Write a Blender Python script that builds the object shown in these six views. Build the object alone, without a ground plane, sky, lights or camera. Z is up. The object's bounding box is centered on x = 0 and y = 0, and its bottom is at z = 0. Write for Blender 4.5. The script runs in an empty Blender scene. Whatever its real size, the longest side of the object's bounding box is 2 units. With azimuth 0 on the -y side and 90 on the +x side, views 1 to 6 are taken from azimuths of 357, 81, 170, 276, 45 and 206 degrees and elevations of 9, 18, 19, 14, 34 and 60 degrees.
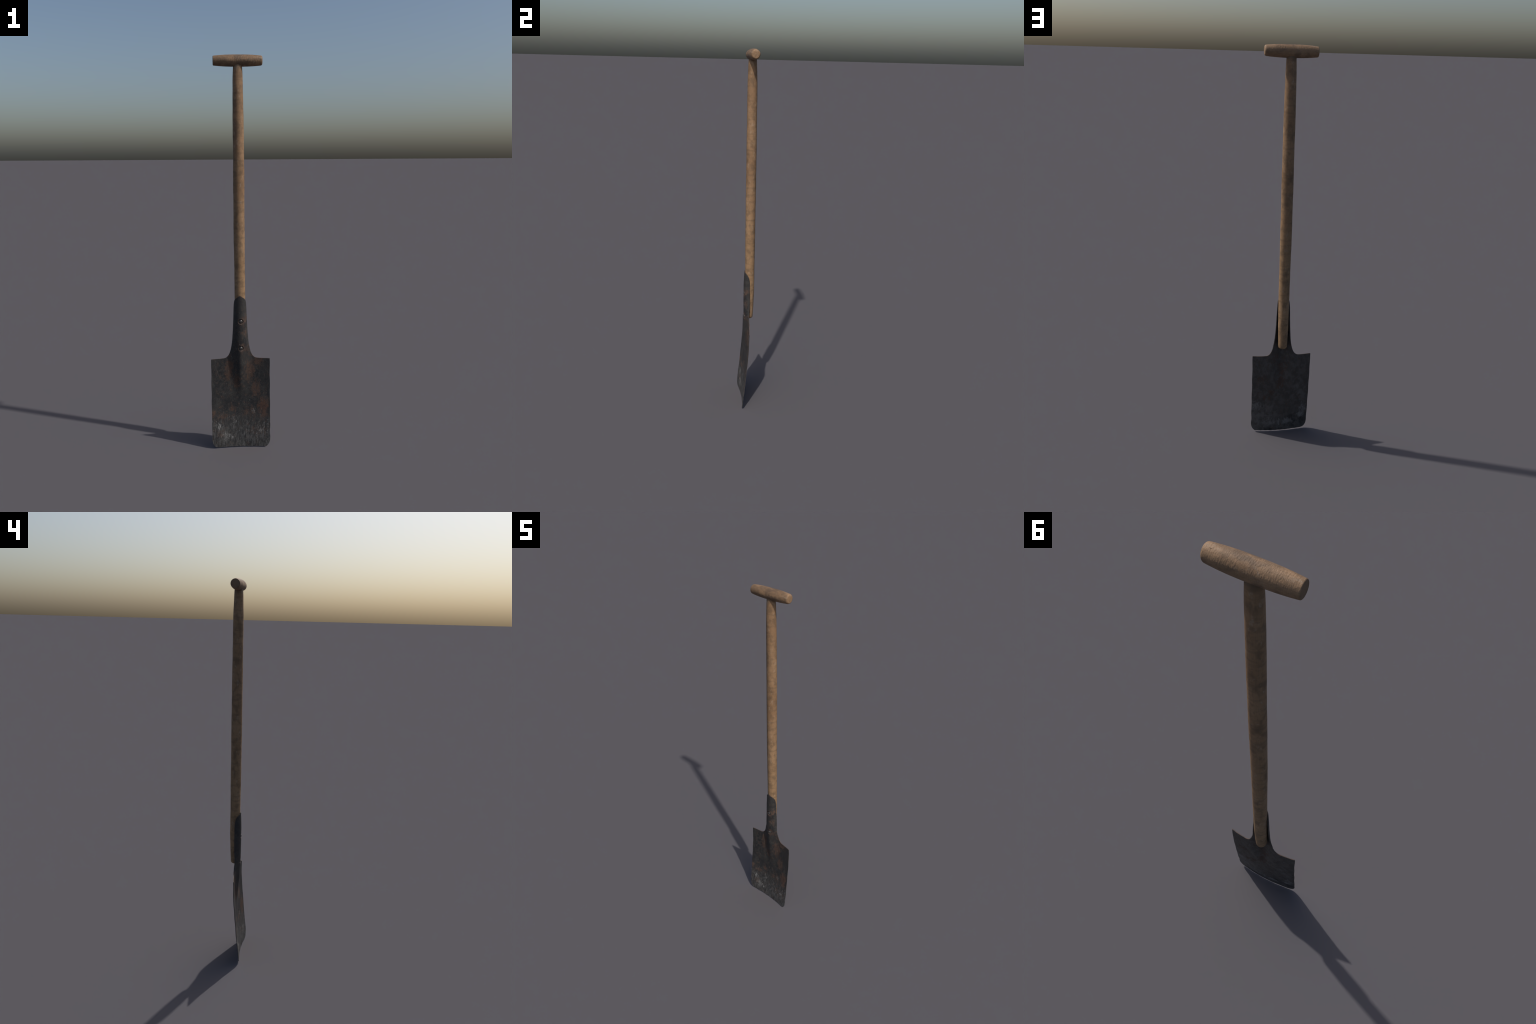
import bpy, math
import numpy as np

# ------------------------------------------------------------------ helpers
def smooth(a, b, x):
    t = np.clip((np.asarray(x, float) - a) / (b - a), 0, 1)
    return t * t * (3 - 2 * t)


def pchip(xs, ys, x):
    """Monotone cubic curve through a few control points."""
    xs, ys, x = np.asarray(xs, float), np.asarray(ys, float), np.asarray(x, float)
    h, d = np.diff(xs), np.diff(ys) / np.diff(xs)
    m = np.zeros(len(xs))
    for i in range(1, len(xs) - 1):
        if d[i - 1] * d[i] > 0:
            w1, w2 = 2 * h[i] + h[i - 1], h[i] + 2 * h[i - 1]
            m[i] = (w1 + w2) / (w1 / d[i - 1] + w2 / d[i])
    m[0], m[-1] = d[0], d[-1]
    x = np.clip(x, xs[0], xs[-1])
    i = np.clip(np.searchsorted(xs, x) - 1, 0, len(xs) - 2)
    t = (x - xs[i]) / h[i]
    return ((1 + 2 * t) * (1 - t) ** 2 * ys[i] + t * (1 - t) ** 2 * h[i] * m[i]
            + t * t * (3 - 2 * t) * ys[i + 1] + t * t * (t - 1) * h[i] * m[i + 1])


def new_mesh(name, verts, faces, mat, parent, normals=None):
    me = bpy.data.meshes.new(name)
    me.from_pydata([tuple(v) for v in verts], [], faces)
    me.validate()
    me.update()
    me.polygons.foreach_set("use_smooth", [True] * len(me.polygons))
    me.materials.append(mat)
    if normals is not None:
        me.normals_split_custom_set([tuple(n) for n in normals])
    ob = bpy.data.objects.new(name, me)
    bpy.context.scene.collection.objects.link(ob)
    ob.parent = parent
    return ob


# ------------------------------------------------------------------ node kit
class Nodes:
    def __init__(self, name):
        self.mat = bpy.data.materials.new(name)
        self.mat.use_nodes = True
        self.t = self.mat.node_tree
        self.t.nodes.clear()
        self.out = self.t.nodes.new("ShaderNodeOutputMaterial")
        self.bsdf = self.t.nodes.new("ShaderNodeBsdfPrincipled")
        self.t.links.new(self.bsdf.outputs[0], self.out.inputs[0])
        tc = self.t.nodes.new("ShaderNodeTexCoord")
        self.obj = tc.outputs["Object"]
        sep = self.t.nodes.new("ShaderNodeSeparateXYZ")
        self.t.links.new(self.obj, sep.inputs[0])
        self.x, self.y, self.z = sep.outputs
        geo = self.t.nodes.new("ShaderNodeNewGeometry")
        sn = self.t.nodes.new("ShaderNodeSeparateXYZ")
        self.t.links.new(geo.outputs["Normal"], sn.inputs[0])
        self.nx, self.ny, self.nz = sn.outputs

    def put(self, sock, v):
        if isinstance(v, bpy.types.NodeSocket):
            self.t.links.new(v, sock)
        else:
            sock.default_value = v

    def m(self, op, a, b=0.0, c=0.0, clamp=False):
        n = self.t.nodes.new("ShaderNodeMath")
        n.operation, n.use_clamp = op, clamp
        for s, v in zip(n.inputs, (a, b, c)):
            self.put(s, v)
        return n.outputs[0]

    def add(self, *v):
        r = v[0]
        for k in v[1:]:
            r = self.m("ADD", r, k)
        return r

    def mul(self, *v):
        r = v[0]
        for k in v[1:]:
            r = self.m("MULTIPLY", r, k)
        return r

    def ramp(self, x, a, b, lo=0.0, hi=1.0):
        n = self.t.nodes.new("ShaderNodeMapRange")
        n.interpolation_type = "SMOOTHSTEP"
        for s, v in zip(n.inputs[:5], (x, a, b, lo, hi)):
            self.put(s, v)
        return n.outputs[0]

    def noise(self, scale=1.0, size=(1, 1, 1), detail=4.0, rough=0.55, off=(0, 0, 0), warp=0.0):
        """Noise whose features measure about `size` metres / scale."""
        mp = self.t.nodes.new("ShaderNodeMapping")
        self.t.links.new(self.obj, mp.inputs[0])
        mp.inputs["Scale"].default_value = [1.0 / s for s in size]
        mp.inputs["Location"].default_value = off
        n = self.t.nodes.new("ShaderNodeTexNoise")
        self.t.links.new(mp.outputs[0], n.inputs["Vector"])
        n.inputs["Scale"].default_value = scale
        n.inputs["Detail"].default_value = detail
        n.inputs["Roughness"].default_value = rough
        n.inputs["Distortion"].default_value = warp
        return n.outputs["Fac"]

    def mix(self, f, a, b, mode="MIX"):
        n = self.t.nodes.new("ShaderNodeMix")
        n.data_type, n.blend_type = "RGBA", mode
        self.put(n.inputs[0], f)
        for s, v in zip((n.inputs[6], n.inputs[7]), (a, b)):
            self.put(s, v if isinstance(v, bpy.types.NodeSocket) else (*v, 1.0))
        return n.outputs[2]

    def blob(self, cx, cz, rx, rz, x=None, z=None, soft=0.9):
        """1 at (cx, cz), 0 outside the ellipse."""
        x, z = x or self.x, z or self.z
        dx = self.m("DIVIDE", self.m("SUBTRACT", x, cx), rx)
        dz = self.m("DIVIDE", self.m("SUBTRACT", z, cz), rz)
        d = self.m("SQRT", self.add(self.mul(dx, dx), self.mul(dz, dz)))
        return self.ramp(d, 1.0, 1.0 - soft)

    def most(self, *v):
        r = v[0]
        for k in v[1:]:
            r = self.m("MAXIMUM", r, k)
        return r

    def line(self, x0, z0, x1, z1, w):
        """Thin scratch from one point to another in the x-z plane."""
        L = math.hypot(x1 - x0, z1 - z0)
        ux, uz = (x1 - x0) / L, (z1 - z0) / L
        px, pz = self.m("SUBTRACT", self.x, x0), self.m("SUBTRACT", self.z, z0)
        t = self.add(self.mul(px, ux), self.mul(pz, uz))
        s = self.m("ABSOLUTE", self.add(self.mul(px, uz), self.mul(pz, -ux)))
        return self.mul(self.ramp(s, w, w * .3), self.ramp(t, 0, .012), self.ramp(t, L, L - .03))

    def bump(self, h, strength, dist):
        n = self.t.nodes.new("ShaderNodeBump")
        n.inputs["Strength"].default_value = strength
        n.inputs["Distance"].default_value = dist
        self.put(n.inputs["Height"], h)
        self.t.links.new(n.outputs[0], self.bsdf.inputs["Normal"])

    def finish(self, colour, rough, spec=0.4, metallic=0.0):
        b = self.bsdf.inputs
        self.put(b["Base Color"], colour)
        self.put(b["Roughness"], rough)
        self.put(b["Specular IOR Level"], spec)
        self.put(b["Metallic"], metallic)
        return self.mat


# ------------------------------------------------------------------ materials
def steel_material():
    n = Nodes("old_forged_steel")
    front = n.ramp(n.ny, 0.05, -0.25)
    fine = n.noise(1, (.004, .004, .005), 5, .65)
    mid = n.noise(1, (.022, .022, .03), 5, .6, (3, 1, 2), .4)
    big = n.noise(1, (.07, .07, .09), 3, .5, (7, 2, 5))
    streak = n.noise(1, (.0045, .02, .035), 4, .6, (1, 4, 8))

    # blackened steel, a little bluish where it is darkest
    back = n.m("SUBTRACT", 1.0, front)
    base = n.mix(n.ramp(big, .35, .65), (.0165, .0175, .0195), (.0275, .0270, .0260))
    base = n.mix(n.mul(n.ramp(mid, .44, .64), .75), base, (.036, .0355, .034))
    grit = n.noise(1, (.009, .009, .012), 7, .75, (2, 9, 9), .3)
    base = n.mix(n.mul(n.ramp(grit, .52, .38), .5), base, (.011, .0115, .013))
    base = n.mix(n.mul(n.ramp(grit, .54, .70), .55), base, (.060, .059, .056))
    base = n.mix(n.mul(back, .75), base, n.mix(n.ramp(mid, .38, .66), (.056, .049, .044), (.090, .081, .074)))  # back colour raised and warmed to bake in sky and ground light

    # rust, on the working face first
    spots_f = n.most(
        n.mul(n.blob(.048, .405, .036, .090), 1.2), n.blob(.090, .462, .048, .040),
        n.mul(n.blob(-.060, .415, .036, .105), 1.2), n.mul(n.blob(-.022, .350, .028, .055), 1.2),
        n.mul(n.blob(.080, .310, .042, .075), .85), n.blob(.118, .215, .050, .085),
        n.mul(n.blob(-.045, .205, .03, .03), .8), n.mul(n.blob(.045, .185, .06, .04), .55),
        n.mul(n.blob(.10, .085, .07, .05), .6), n.mul(n.blob(-.105, .075, .035, .035), .85),
        n.mul(n.blob(-.09, .165, .06, .03), .6), n.mul(n.blob(-.145, .185, .018, .03), .8),
        n.mul(n.blob(.022, .690, .022, .032), .95), n.mul(n.blob(.020, .620, .028, .04), .6),
        n.mul(n.blob(.012, .540, .030, .040), .6), n.mul(n.blob(.05, .52, .035, .05), .5),
    )
    spots_b = n.most(
        n.mul(n.blob(.0, .40, .036, .105), .7), n.blob(.002, .315, .034, .065), n.mul(n.blob(.035, .47, .05, .06), .6),
        n.blob(.050, .255, .028, .030), n.mul(n.blob(.105, .335, .045, .045), .65),
        n.mul(n.blob(.085, .225, .05, .06), .65), n.mul(n.blob(-.02, .52, .06, .05), .45),
    )
    spots = n.most(n.mul(spots_f, front), n.mul(spots_b, back))
    patch = n.noise(1, (.015, .015, .022), 8, .74, (5, 5, 1), .5)
    crumb = n.noise(1, (.0045, .0045, .006), 5, .7, (8, 5, 3))
    rust = n.ramp(n.add(n.mul(spots, .34), n.mul(patch, 1.45), n.mul(crumb, 1.0)), 1.24, 1.58)
    stray = n.mul(n.ramp(n.add(n.noise(1, (.012, .012, .016), 7, .72, (9, 3, 4)), n.mul(crumb, .25)), .72, .86), .7, front)
    rust = n.most(rust, stray)
    rust_col = n.mix(n.ramp(patch, .40, .66), (.050, .031, .023), (.092, .051, .035))
    rust_col = n.mix(n.mul(n.ramp(crumb, .42, .66), .7), rust_col, (.066, .043, .033))
    rust_col = n.mix(n.mul(n.blob(.118, .215, .07, .11), front, .6), rust_col, (.100, .049, .031))
    col = n.mix(n.mul(rust, n.ramp(crumb, .3, .6, .60, .88)), base, rust_col)

    # soil-polished lower third: pale vertical scuffs and chalky flecks
    low = n.ramp(n.add(n.z, n.mul(n.m("SUBTRACT", mid, .5), .16)), .215, .06)
    smear = n.noise(1, (.0085, .02, .030), 6, .7, (4, 4, 2), .5)
    scuff = n.mul(low, n.ramp(n.add(n.mul(smear, .55), n.mul(streak, .30), n.mul(crumb, .25)), .47, .66))
    col = n.mix(n.mul(scuff, n.ramp(front, 0, 1, .32, .62)), col, (.112, .111, .109))
    fleck_zone = n.most(n.blob(-.115, .115, .045, .040), n.blob(-.070, .060, .075, .050), n.mul(n.blob(.112, .092, .055, .065), .9),
                        n.mul(n.blob(-.036, .140, .032, .06), .85), n.mul(n.blob(.066, .19, .02, .022), .7),
                        n.mul(n.blob(.020, .070, .09, .06), .45), n.mul(n.blob(.138, .04, .026, .045), .9),
                        n.mul(n.blob(.138, .135, .020, .035), .7))
    chip = n.noise(1, (.0060, .0060, .0150), 7, .75, (2, 6, 3), .4)
    fleck = n.mul(n.ramp(n.add(n.mul(fleck_zone, .15), n.mul(chip, .95), n.mul(smear, .25), n.mul(crumb, .35)), .88, 1.06), front)
    col = n.mix(n.mul(fleck, .82), col, (.245, .242, .235))
    # grey cloud and near-black zones on the back
    haze = n.mul(n.most(n.blob(.10, .12, .12, .16), n.mul(n.blob(-.10, .26, .07, .12), .5)), n.ramp(mid, .34, .66), back)
    col = n.mix(n.mul(haze, .75), col, (.118, .111, .107))
    smudge = n.most(n.blob(-.115, .095, .038, .035), n.blob(-.040, .060, .050, .035), n.blob(.004, .055, .011, .045),
                    n.mul(n.blob(-.125, .13, .04, .08), .6), n.mul(n.blob(.13, .17, .05, .05), .7), n.mul(n.blob(.05, .06, .08, .05), .55))
    smudge = n.mul(n.ramp(n.add(n.mul(smudge, .35), grit, n.mul(smear, .3)), .72, 1.0), back)
    dark_zone = n.mul(n.most(n.blob(-.085, .06, .085, .075), n.mul(n.blob(.05, .01, .09, .02), .8)), n.ramp(mid, .62, .40), back)
    col = n.mix(n.mul(dark_zone, .75), col, (.009, .0095, .012))
    col = n.mix(n.mul(smudge, .75), col, (.165, .158, .154))
    # long thin scratches
    lines = n.most(n.mul(n.line(-.137, .452, -.112, .378, .0011), front), n.mul(n.line(.139, .462, .102, .345, .0012), back),
                   n.mul(n.line(-.14, .235, -.09, .262, .0008), .5), n.mul(n.line(-.135, .31, -.10, .325, .0008), .5))
    col = n.mix(n.mul(lines, .55), col, (.075, .074, .072))
    # brown oxide on the thin edges
    rim = n.ramp(n.nz, .35, .85)
    col = n.mix(n.mul(rim, n.ramp(mid, .35, .6), .7), col, (.085, .046, .030))

    # brown ring round each rivet
    for rx, rz in RIVETS:
        halo = n.mul(n.blob(rx + .003, rz - .002, .026, .027, soft=.6), n.ramp(crumb, .30, .55), front)
        col = n.mix(n.mul(halo, .6), col, (.095, .060, .045))
    n.bump(n.add(n.mul(fine, .5), n.mul(rust, patch, .6), n.mul(grit, .6), n.mul(mid, .5)), .55, .0016)
    rough = n.add(.50, n.mul(rust, .3), n.mul(fine, .12))
    return n.finish(col, n.add(rough, n.mul(back, .04)), n.ramp(front, 0, 1, .32, .38))


def rivet_material():
    n = Nodes("rivet_steel_lightened")
    fine = n.noise(1, (.003, .003, .003), 4, .6)
    col = n.mix(n.ramp(fine, .4, .7), (.052, .050, .048), (.100, .096, .092))  # head colour made paler to carry the glint on the dome
    n.bump(fine, .3, .0008)
    return n.finish(col, .33, .6, .3)


def wood_material(name, axis):
    n = Nodes(name)
    along = lambda a, b: {"z": (a, a, b), "x": (b, a, a)}[axis]
    grain = n.noise(1, along(.0028, .06), 5, .6, (2, 3, 1))
    blot = n.noise(1, along(.028, .038), 4, .55, (4, 4, 9), .15)
    big = n.noise(1, along(.06, .13), 3, .5, (1, 8, 2))
    speck = n.noise(1, along(.007, .010), 4, .62, (6, 1, 6))
    grey = n.noise(1, along(.016, .026), 4, .6, (11, 3, 2))
    col = n.mix(n.ramp(big, .32, .68), (.215, .128, .066), (.295, .186, .102))
    if axis == "z":
        # cleaner and yellower towards the socket, browner under the hands
        col = n.mix(n.ramp(n.z, 1.35, .85), n.mix(.45, col, (.230, .134, .072)), n.mix(.45, col, (.305, .194, .103)))
    else:
        col = n.mix(.5, col, (.245, .148, .084))
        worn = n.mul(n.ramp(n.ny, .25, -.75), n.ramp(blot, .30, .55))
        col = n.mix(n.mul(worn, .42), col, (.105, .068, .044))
    col = n.mix(n.mul(n.ramp(grain, .48, .70), .45), col, (.150, .092, .050))
    col = n.mix(n.mul(n.ramp(blot, .44, .68), 0.56 if axis == "z" else .42), col, (.095, .063, .038))
    col = n.mix(n.mul(n.ramp(speck, .50, .74), .42), col, (.110, .073, .045))
    col = n.mix(n.mul(n.ramp(grey, .56, .72), .55), col, (.300, .228, .165))
    if axis == "z":
        col = n.mix(n.mul(n.ramp(n.z, 1.925, 1.95), .45), col, (.06, .045, .035))  # occlusion shade beneath the grip, painted onto the shaft top
        ring = n.noise(1, (.09, .09, .016), 4, .6, (3, 3, 3))
        col = n.mix(n.mul(n.ramp(ring, .50, .70), .45), col, (.115, .075, .045))
        n.bump(n.add(n.mul(grain, .5), n.mul(speck, .6)), .4, .0014)
    else:
        # hand-dirt in the middle of the grip, paler rubbed ends
        dirt = n.mul(n.ramp(n.m("ABSOLUTE", n.x), .085, .02), n.ramp(blot, .38, .62))
        col = n.mix(n.mul(dirt, .6), col, (.105, .070, .048))
        mp = n.t.nodes.new("ShaderNodeMapping")
        n.t.links.new(n.obj, mp.inputs[0])
        mp.inputs["Scale"].default_value = (290, 110, 110)
        wr = n.t.nodes.new("ShaderNodeTexNoise")
        n.t.links.new(mp.outputs[0], wr.inputs["Vector"])
        wr.inputs["Scale"].default_value, wr.inputs["Detail"].default_value = 1.0, 4
        dent = n.noise(1, (.011, .006, .006), 3, .6, (8, 2, 2))
        pit = n.ramp(dent, .66, .78)
        col = n.mix(n.mul(pit, .55), col, (.075, .048, .030))
        end = n.ramp(n.nx, -.75, -.95)
        col = n.mix(n.mul(end, .45), col, (.110, .075, .048))
        n.bump(n.add(n.mul(wr.outputs["Fac"], .8), n.mul(blot, .8), n.mul(pit, -1.0)), .65, .0026)
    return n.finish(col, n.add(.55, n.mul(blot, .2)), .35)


# ------------------------------------------------------------------ steel body
W, TOP = .1520, .4750           # half width and shoulder height of the blade
X0, Z0 = .0475, .531            # where the neck leaves the blade
DISH = .0140                    # how far the middle lies behind the side edges
RIVETS = ((.0025, .678), (.0022, .535))


def edge_y(z):                  # side edge of the blade, seen from the side
    return pchip([-.01, .0, .05, .105, .169, .246, .30, .37, .42, .475, .60, .90],
                 [-.0420, -.0411, -.0366, -.0305, -.0236, -.0168, -.0122, -.0073, -.0060, -.0053, -.0026, -.0026], z)


def neck_half_width(z):
    return pchip([.520, .531, .546, .566, .60, .635, .70, .76, .81], [.0503, X0, .0443, .0410, .0379, .0355, .0326, .0304, .0282], z)


def front_ridge_y(z):           # mid-thickness of the socket crest
    return pchip([.235, .28, .335, .39, .45, .50, .531, .57, .65, .70, .76, .812],
                 [-.0035, -.0028, -.0052, -.0105, -.0146, -.0168, -.0176, -.0182, -.0185, -.0186, -.0176, -.0163], z)


def steel_y(x, z):
    base = edge_y(z) + DISH * (1 - (x / W) ** 2)
    crest = np.maximum(edge_y(z) + DISH - front_ridge_y(z), 0) * smooth(.20, .32, z)
    wide = pchip([.20, .26, .335, .39, .47, .531, .60], [.020, .036, .050, .061, .067, .060, .056], z)
    u = np.clip(np.abs(x) / wide, 0, 1)
    e = .20
    tent = (np.sqrt(u * u + e * e) - e) / (math.sqrt(1 + e * e) - e)
    soft = (1 - tent) ** 1.9                # crest like a folded edge, running out softly
    hw = np.where(z > .60, neck_half_width(np.maximum(z, .531)), neck_half_width(np.maximum(z, .531)) + .10 * np.maximum(.60 - z, 0) ** 1.3)
    c = pchip([.50, .56, .64, .85], [.80, .90, .985, .997], z)
    v = np.clip(np.abs(x) / hw, 0, 1)
    f = np.sqrt(1 - c * c)
    pipe = (np.sqrt(np.maximum(1 - (c * v) ** 2, 0)) - f) / (1 - f)
    k = smooth(.465, .600, z)
    y = base - crest * ((1 - k) * soft + k * pipe)
    for rx, rz in RIVETS:       # pressed-in seats of the rivets
        d = np.hypot(x - rx, z - rz)
        y = y + .0044 * smooth(.0142, .0108, d) - .0007 * np.exp(-((d - .0152) / .0020) ** 2)
    # hammered, worn unevenness
    y = y + .0005 * np.sin(41 * x + 1.3 + 17 * z) * np.sin(33 * z + .4) + .0003 * np.sin(97 * x - 61 * z)
    return y


def thickness(x, z):
    return pchip([0, .03, .45, .56, .80], [.0022, .0028, .0032, .0042, .0044], z)


def steel_parts(mat, root):
    # columns across: inner ones run on into the neck, outer ones end at the shoulder
    th = np.linspace(0, math.pi / 2, 45)
    inner = np.sin(th) * X0
    a = np.linspace(0, math.pi / 2, 26)
    corner = W - .0262 * (1 - np.sin(a))                # dense where the corner turns
    outer = np.r_[np.linspace(X0, W - .0262, 56)[1:-1], corner]
    half = np.r_[inner, outer]
    col = np.r_[-half[:0:-1], half]
    ax = np.abs(col)
    shoulder = pchip([.0443, X0, .0503, .0530, .0558, .0592, .0658, .0737, .0830, .1040, W],
                     [.5460, Z0, .5200, .5115, .5037, .4965, .4873, .4807, .4773, .4756, .4748], ax)
    top = np.where(ax <= X0, Z0, shoulder)
    RX, RZ = .0260, .0500       # rounded lower corners, worn taller than wide
    over = np.clip((ax - (W - RX)) / RX, 0, 1)
    bottom = .0022 * (ax / W) ** 2 + RZ * (1 - np.sqrt(np.maximum(1 - over ** 2, 0)))
    bottom = bottom + .0005 * np.sin(90 * col + .7) + .0004 * np.sin(230 * col)
    bottom += .0008 - bottom.min()
    t = np.linspace(0, 1, 171)
    Z = bottom + t[:, None] * (top - bottom)
    X = np.repeat(col[None], len(t), 0)
    # worn nicks along the lower right side
    nick = .0012 * np.exp(-((Z - .085) / .012) ** 2) + .0010 * np.exp(-((Z - .140) / .010) ** 2)
    X = X - nick * smooth(.10, W, X) + .0006 * np.sin(60 * Z) * smooth(.12, W, np.abs(X)) * np.sign(X)
    blade = (X, Z)
    # neck rows
    s = np.r_[-np.sin(th)[:0:-1], np.sin(th)]
    ang = np.abs(np.r_[-th[:0:-1], th]) / (math.pi / 2)
    crown = pchip([0, .12, .24, .40, .55, .755, .88, .95, 1.0], [.8112, .8096, .8050, .8000, .7945, .7830, .7655, .7460, .7220], ang)
    r = np.linspace(0, 1, 131)
    Zs = Z0 + r[:, None] * (crown - Z0)
    Xs = s * neck_half_width(Zs)

    def surface(X, Z):
        P = np.stack([X, steel_y(X, Z), Z], -1)
        return P

    def normals(P):
        du, dv = np.gradient(P, axis=1), np.gradient(P, axis=0)
        n = np.cross(du, dv)                       # points to -y (front)
        return n / np.maximum(np.linalg.norm(n, axis=-1, keepdims=True), 1e-12)

    PB, PS = surface(*blade), surface(Xs, Zs)
    k0 = (len(col) - len(s)) // 2
    # one normal field over both: neck columns continued down into the blade
    PB[-1, k0:k0 + len(s)] = PS[0]
    NB = normals(PB)
    joint = np.vstack([PB[:, k0:k0 + len(s)], PS[1:]])
    # rows change spacing at the joint, so use distances for the gradient there
    NJ = normals(joint)
    NB[:, k0 + 1:k0 + len(s) - 1] = NJ[:len(t), 1:-1]
    NS = NJ[len(t) - 1:].copy()
    NB[-1, k0], NB[-1, k0 + len(s) - 1] = NS[0, 0], NS[0, -1]

    def build(name, P, N, open_row):
        rows, cols = P.shape[:2]
        h = thickness(P[..., 0], P[..., 2])[..., None] / 2
        F, B = (P + N * h).reshape(-1, 3), (P - N * h).reshape(-1, 3)
        n = rows * cols
        idx = np.arange(n).reshape(rows, cols)
        nf = N.reshape(-1, 3)
        verts, faces, loops = [*F, *B], [], []
        for i in range(rows - 1):
            for j in range(cols - 1):
                a, b, c, d = idx[i, j], idx[i, j + 1], idx[i + 1, j + 1], idx[i + 1, j]
                faces.append((a, b, c, d)); loops += [nf[a], nf[b], nf[c], nf[d]]
                faces.append((d + n, c + n, b + n, a + n)); loops += [-nf[d], -nf[c], -nf[b], -nf[a]]
        # border walk, counter-clockwise seen from the front, leaving the shared row open
        border = [*idx[0, :], *idx[1:, -1], *idx[-1, -2::-1], *idx[-2:0:-1, 0]]
        m = len(border)
        mid = (F + B) / 2
        out = []
        for i in range(m):
            tan = mid[border[(i + 1) % m]] - mid[border[i - 1]]
            o = np.cross(tan, nf[border[i]])
            out.append(o / max(np.linalg.norm(o), 1e-12))
        bulge = [len(verts) + i for i in range(m)]
        for i, v in enumerate(border):
            verts.append(mid[v] + out[i] * .0007)
        for i in range(m):
            a, b = border[i], border[(i + 1) % m]
            if open_row(a, b, rows, cols):
                continue
            p, q2 = bulge[i], bulge[(i + 1) % m]
            oa, ob = out[i], out[(i + 1) % m]
            up = lambda o, k, s: (o * .8 + nf[k] * s * .6)
            faces.append((b, a, p, q2)); loops += [up(ob, b, 1), up(oa, a, 1), oa, ob]
            faces.append((q2, p, a + n, b + n)); loops += [ob, oa, up(oa, a, -1), up(ob, b, -1)]
        used = sorted({v for f in faces for v in f})
        remap = {v: i for i, v in enumerate(used)}
        faces = [tuple(remap[v] for v in f) for f in faces]
        return new_mesh(name, [verts[v] for v in used], faces, mat, root, loops)

    nc = len(col)
    def blade_open(a, b, rows, cols):
        i, j = divmod(a, cols); i2, j2 = divmod(b, cols)
        return i == rows - 1 and i2 == rows - 1 and k0 <= min(j, j2) and max(j, j2) <= k0 + len(s) - 1
    blade_ob = build("blade", PB, NB, blade_open)
    socket_ob = build("socket", PS, NS, lambda a, b, rows, cols: a < cols and b < cols)
    return blade_ob, socket_ob


def rivets(mat, parent):
    prof = [(0.0, .0058), (.0025, .0056), (.0052, .0049), (.0076, .0036), (.0092, .0019), (.0099, .0002), (.0100, -.0020)]
    seg, verts, faces = 32, [], []
    for i, (rad, h) in enumerate(prof):
        for k in range(seg if i else 1):
            a = 2 * math.pi * k / seg
            verts.append((rad * math.cos(a), -h, rad * math.sin(a)))
    for k in range(seg):
        faces.append((0, 1 + k, 1 + (k + 1) % seg))
        for i in range(len(prof) - 2):
            a, b = 1 + i * seg + k, 1 + i * seg + (k + 1) % seg
            faces.append((a, a + seg, b + seg, b))
    first = None
    for rx, rz in RIVETS:
        y = float(steel_y(np.array([rx]), np.array([rz]))[0]) - .0023
        if first is None:
            ob = first = new_mesh("rivet", verts, faces, mat, parent)
        else:
            ob = first.copy()
            bpy.context.scene.collection.objects.link(ob)
        ob.location = (rx, y, rz)
        ob.rotation_euler = (0, .7 * rz * 5, 0)


# ------------------------------------------------------------------ wooden parts
def lathe(name, rings, mat, root, seg=72):
    """rings: list of (centre, radius u-vector, radius v-vector)"""
    verts, faces = [], []
    for c, u, v in rings:
        for k in range(seg):
            a = 2 * math.pi * k / seg
            verts.append(np.array(c) + np.array(u) * math.cos(a) + np.array(v) * math.sin(a))
    for i in range(len(rings) - 1):
        for k in range(seg):
            a, b = i * seg + k, i * seg + (k + 1) % seg
            faces.append((a, b, b + seg, a + seg))
    faces.append(tuple(range(seg))[::-1])
    faces.append(tuple(range((len(rings) - 1) * seg, len(rings) * seg)))
    return new_mesh(name, verts, faces, mat, root)


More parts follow.
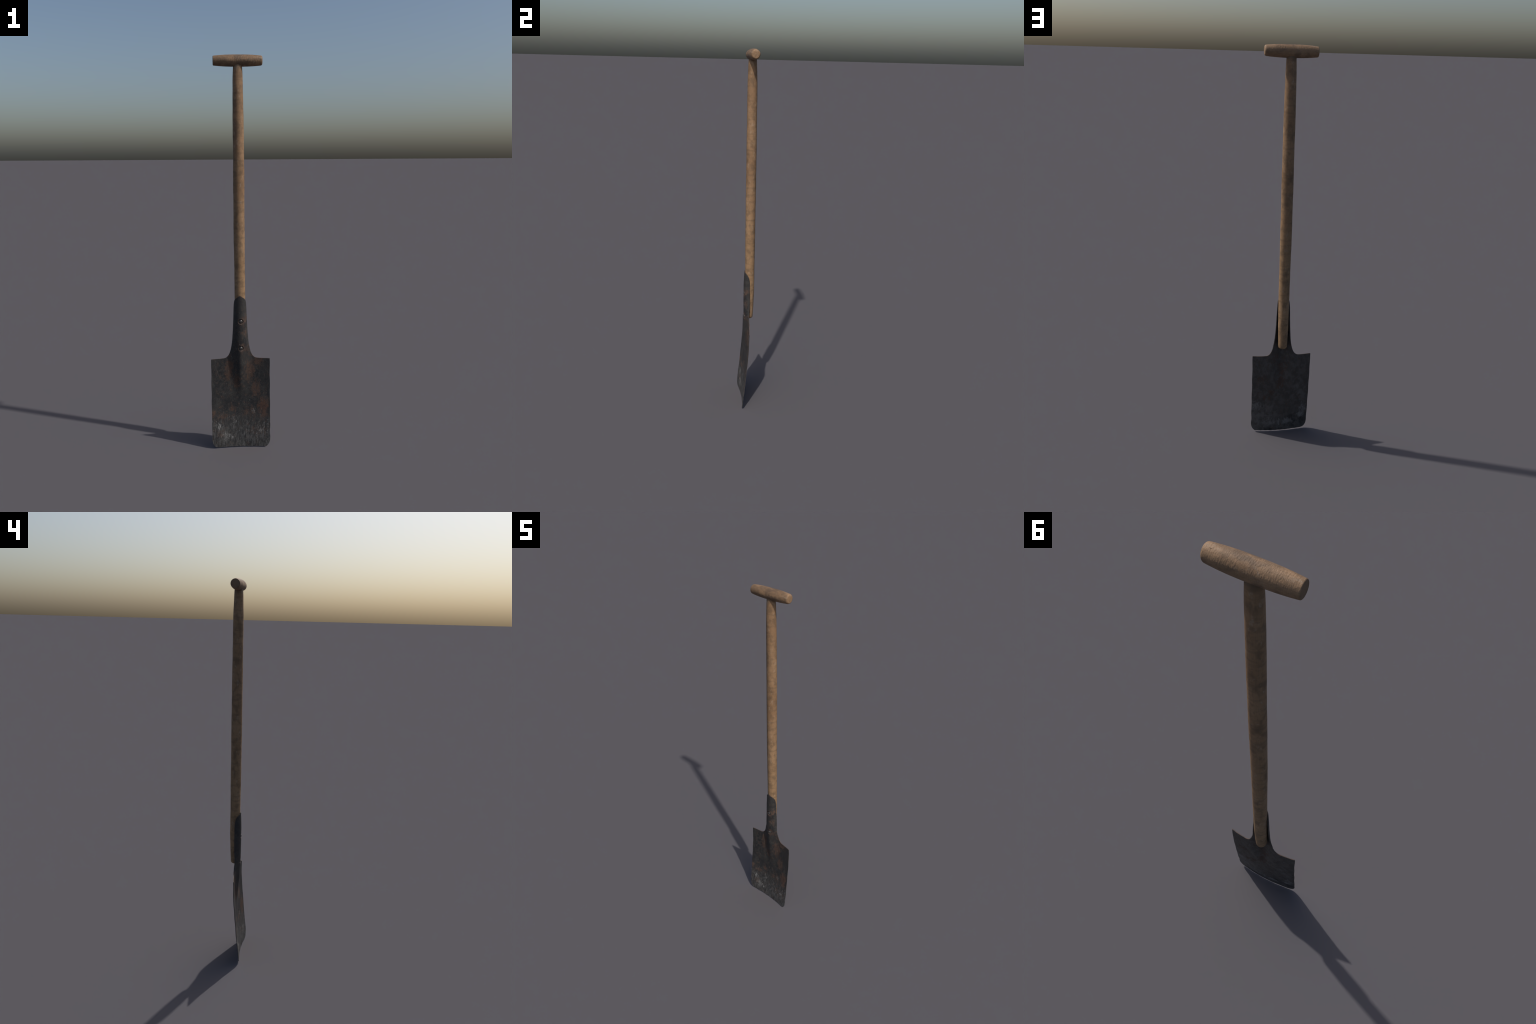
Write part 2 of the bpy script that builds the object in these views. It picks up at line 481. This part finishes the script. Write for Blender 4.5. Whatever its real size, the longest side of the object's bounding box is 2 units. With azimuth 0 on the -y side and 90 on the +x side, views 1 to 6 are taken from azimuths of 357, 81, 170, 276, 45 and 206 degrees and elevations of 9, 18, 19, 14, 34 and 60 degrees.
def shaft(mat, root):
    zs = [.515, .56, .62, .70, .80, .95, 1.10, 1.30, 1.50, 1.70, 1.82, 1.90, 1.96]
    cy = [.0090, .0102, .0115, .0127, .0129, .0129, .0127, .0131, .0133, .0134, .0133, .0131, .0132]
    rx = [.0222, .0237, .0255, .0266, .0267, .0274, .0278, .0280, .0277, .0268, .0258, .0240, .0213]
    ry = [.0235, .0247, .0257, .0264, .0264, .0268, .0273, .0274, .0270, .0262, .0253, .0234, .0211]
    R, z_end, rings = .0120, .5215, []
    for a in np.linspace(0, math.pi / 2, 12):          # rounded foot
        z, cut = z_end + R * (1 - math.cos(a)), R * (1 - math.sin(a))
        rings.append((z, cut))
    rings += [(z, 0) for z in np.linspace(z_end + R, 1.962, 220)[1:]]
    out = []
    for z, cut in rings:
        c, a, b = float(pchip(zs, cy, z)), float(pchip(zs, rx, z)), float(pchip(zs, ry, z))
        wob = .00035 * math.sin(23 * z + 1) + .0002 * math.sin(71 * z)
        wx = .0004 * math.sin(9 * z + .5)
        out.append(((wx, c, z), (a - cut + wob, 0, 0), (0, b - cut - wob, 0)))
    return lathe("shaft", out, mat, root)


def grip(mat, root):
    L, cz, cy = .1203, 1.9714, .0134
    mid_r, end_r = .0284, .0226
    out = []
    def radius(x):
        return mid_r - (mid_r - end_r) * (abs(x) / L) ** 2.5
    def ring(x, cut):
        r = radius(x) - cut
        z = cz + .0006 * (x / L)
        out.append(((x, cy, z), (0, r * (1 + .006 * math.sin(40 * x)), 0), (0, 0, r)))
    def cap(f):                 # rounded edge of an end face
        return [(L - f * (1 - math.cos(a)), f * (1 - math.sin(a))) for a in np.linspace(0, math.pi / 2, 10)]
    left, right = .0032, .0078   # one end is rubbed rounder than the other
    for x, cut in cap(left):
        ring(-x, cut)
    for x in np.linspace(-(L - left), L - right, 140)[1:-1]:
        ring(x, 0)
    for x, cut in cap(right)[::-1]:
        ring(x, cut)
    return lathe("grip", out, mat, root, 96)


# ------------------------------------------------------------------ assembly
root = bpy.data.objects.new("garden_spade", None)
bpy.context.scene.collection.objects.link(root)
root["label"] = "old garden spade with rusty square blade and wooden T-handle"
root["category"] = "garden tool"

steel = steel_material()
blade_ob, socket_ob = steel_parts(steel, root)
rivets(rivet_material(), socket_ob)
shaft(wood_material("weathered_shaft_wood", "z"), root)
grip(wood_material("weathered_grip_wood", "x"), root)
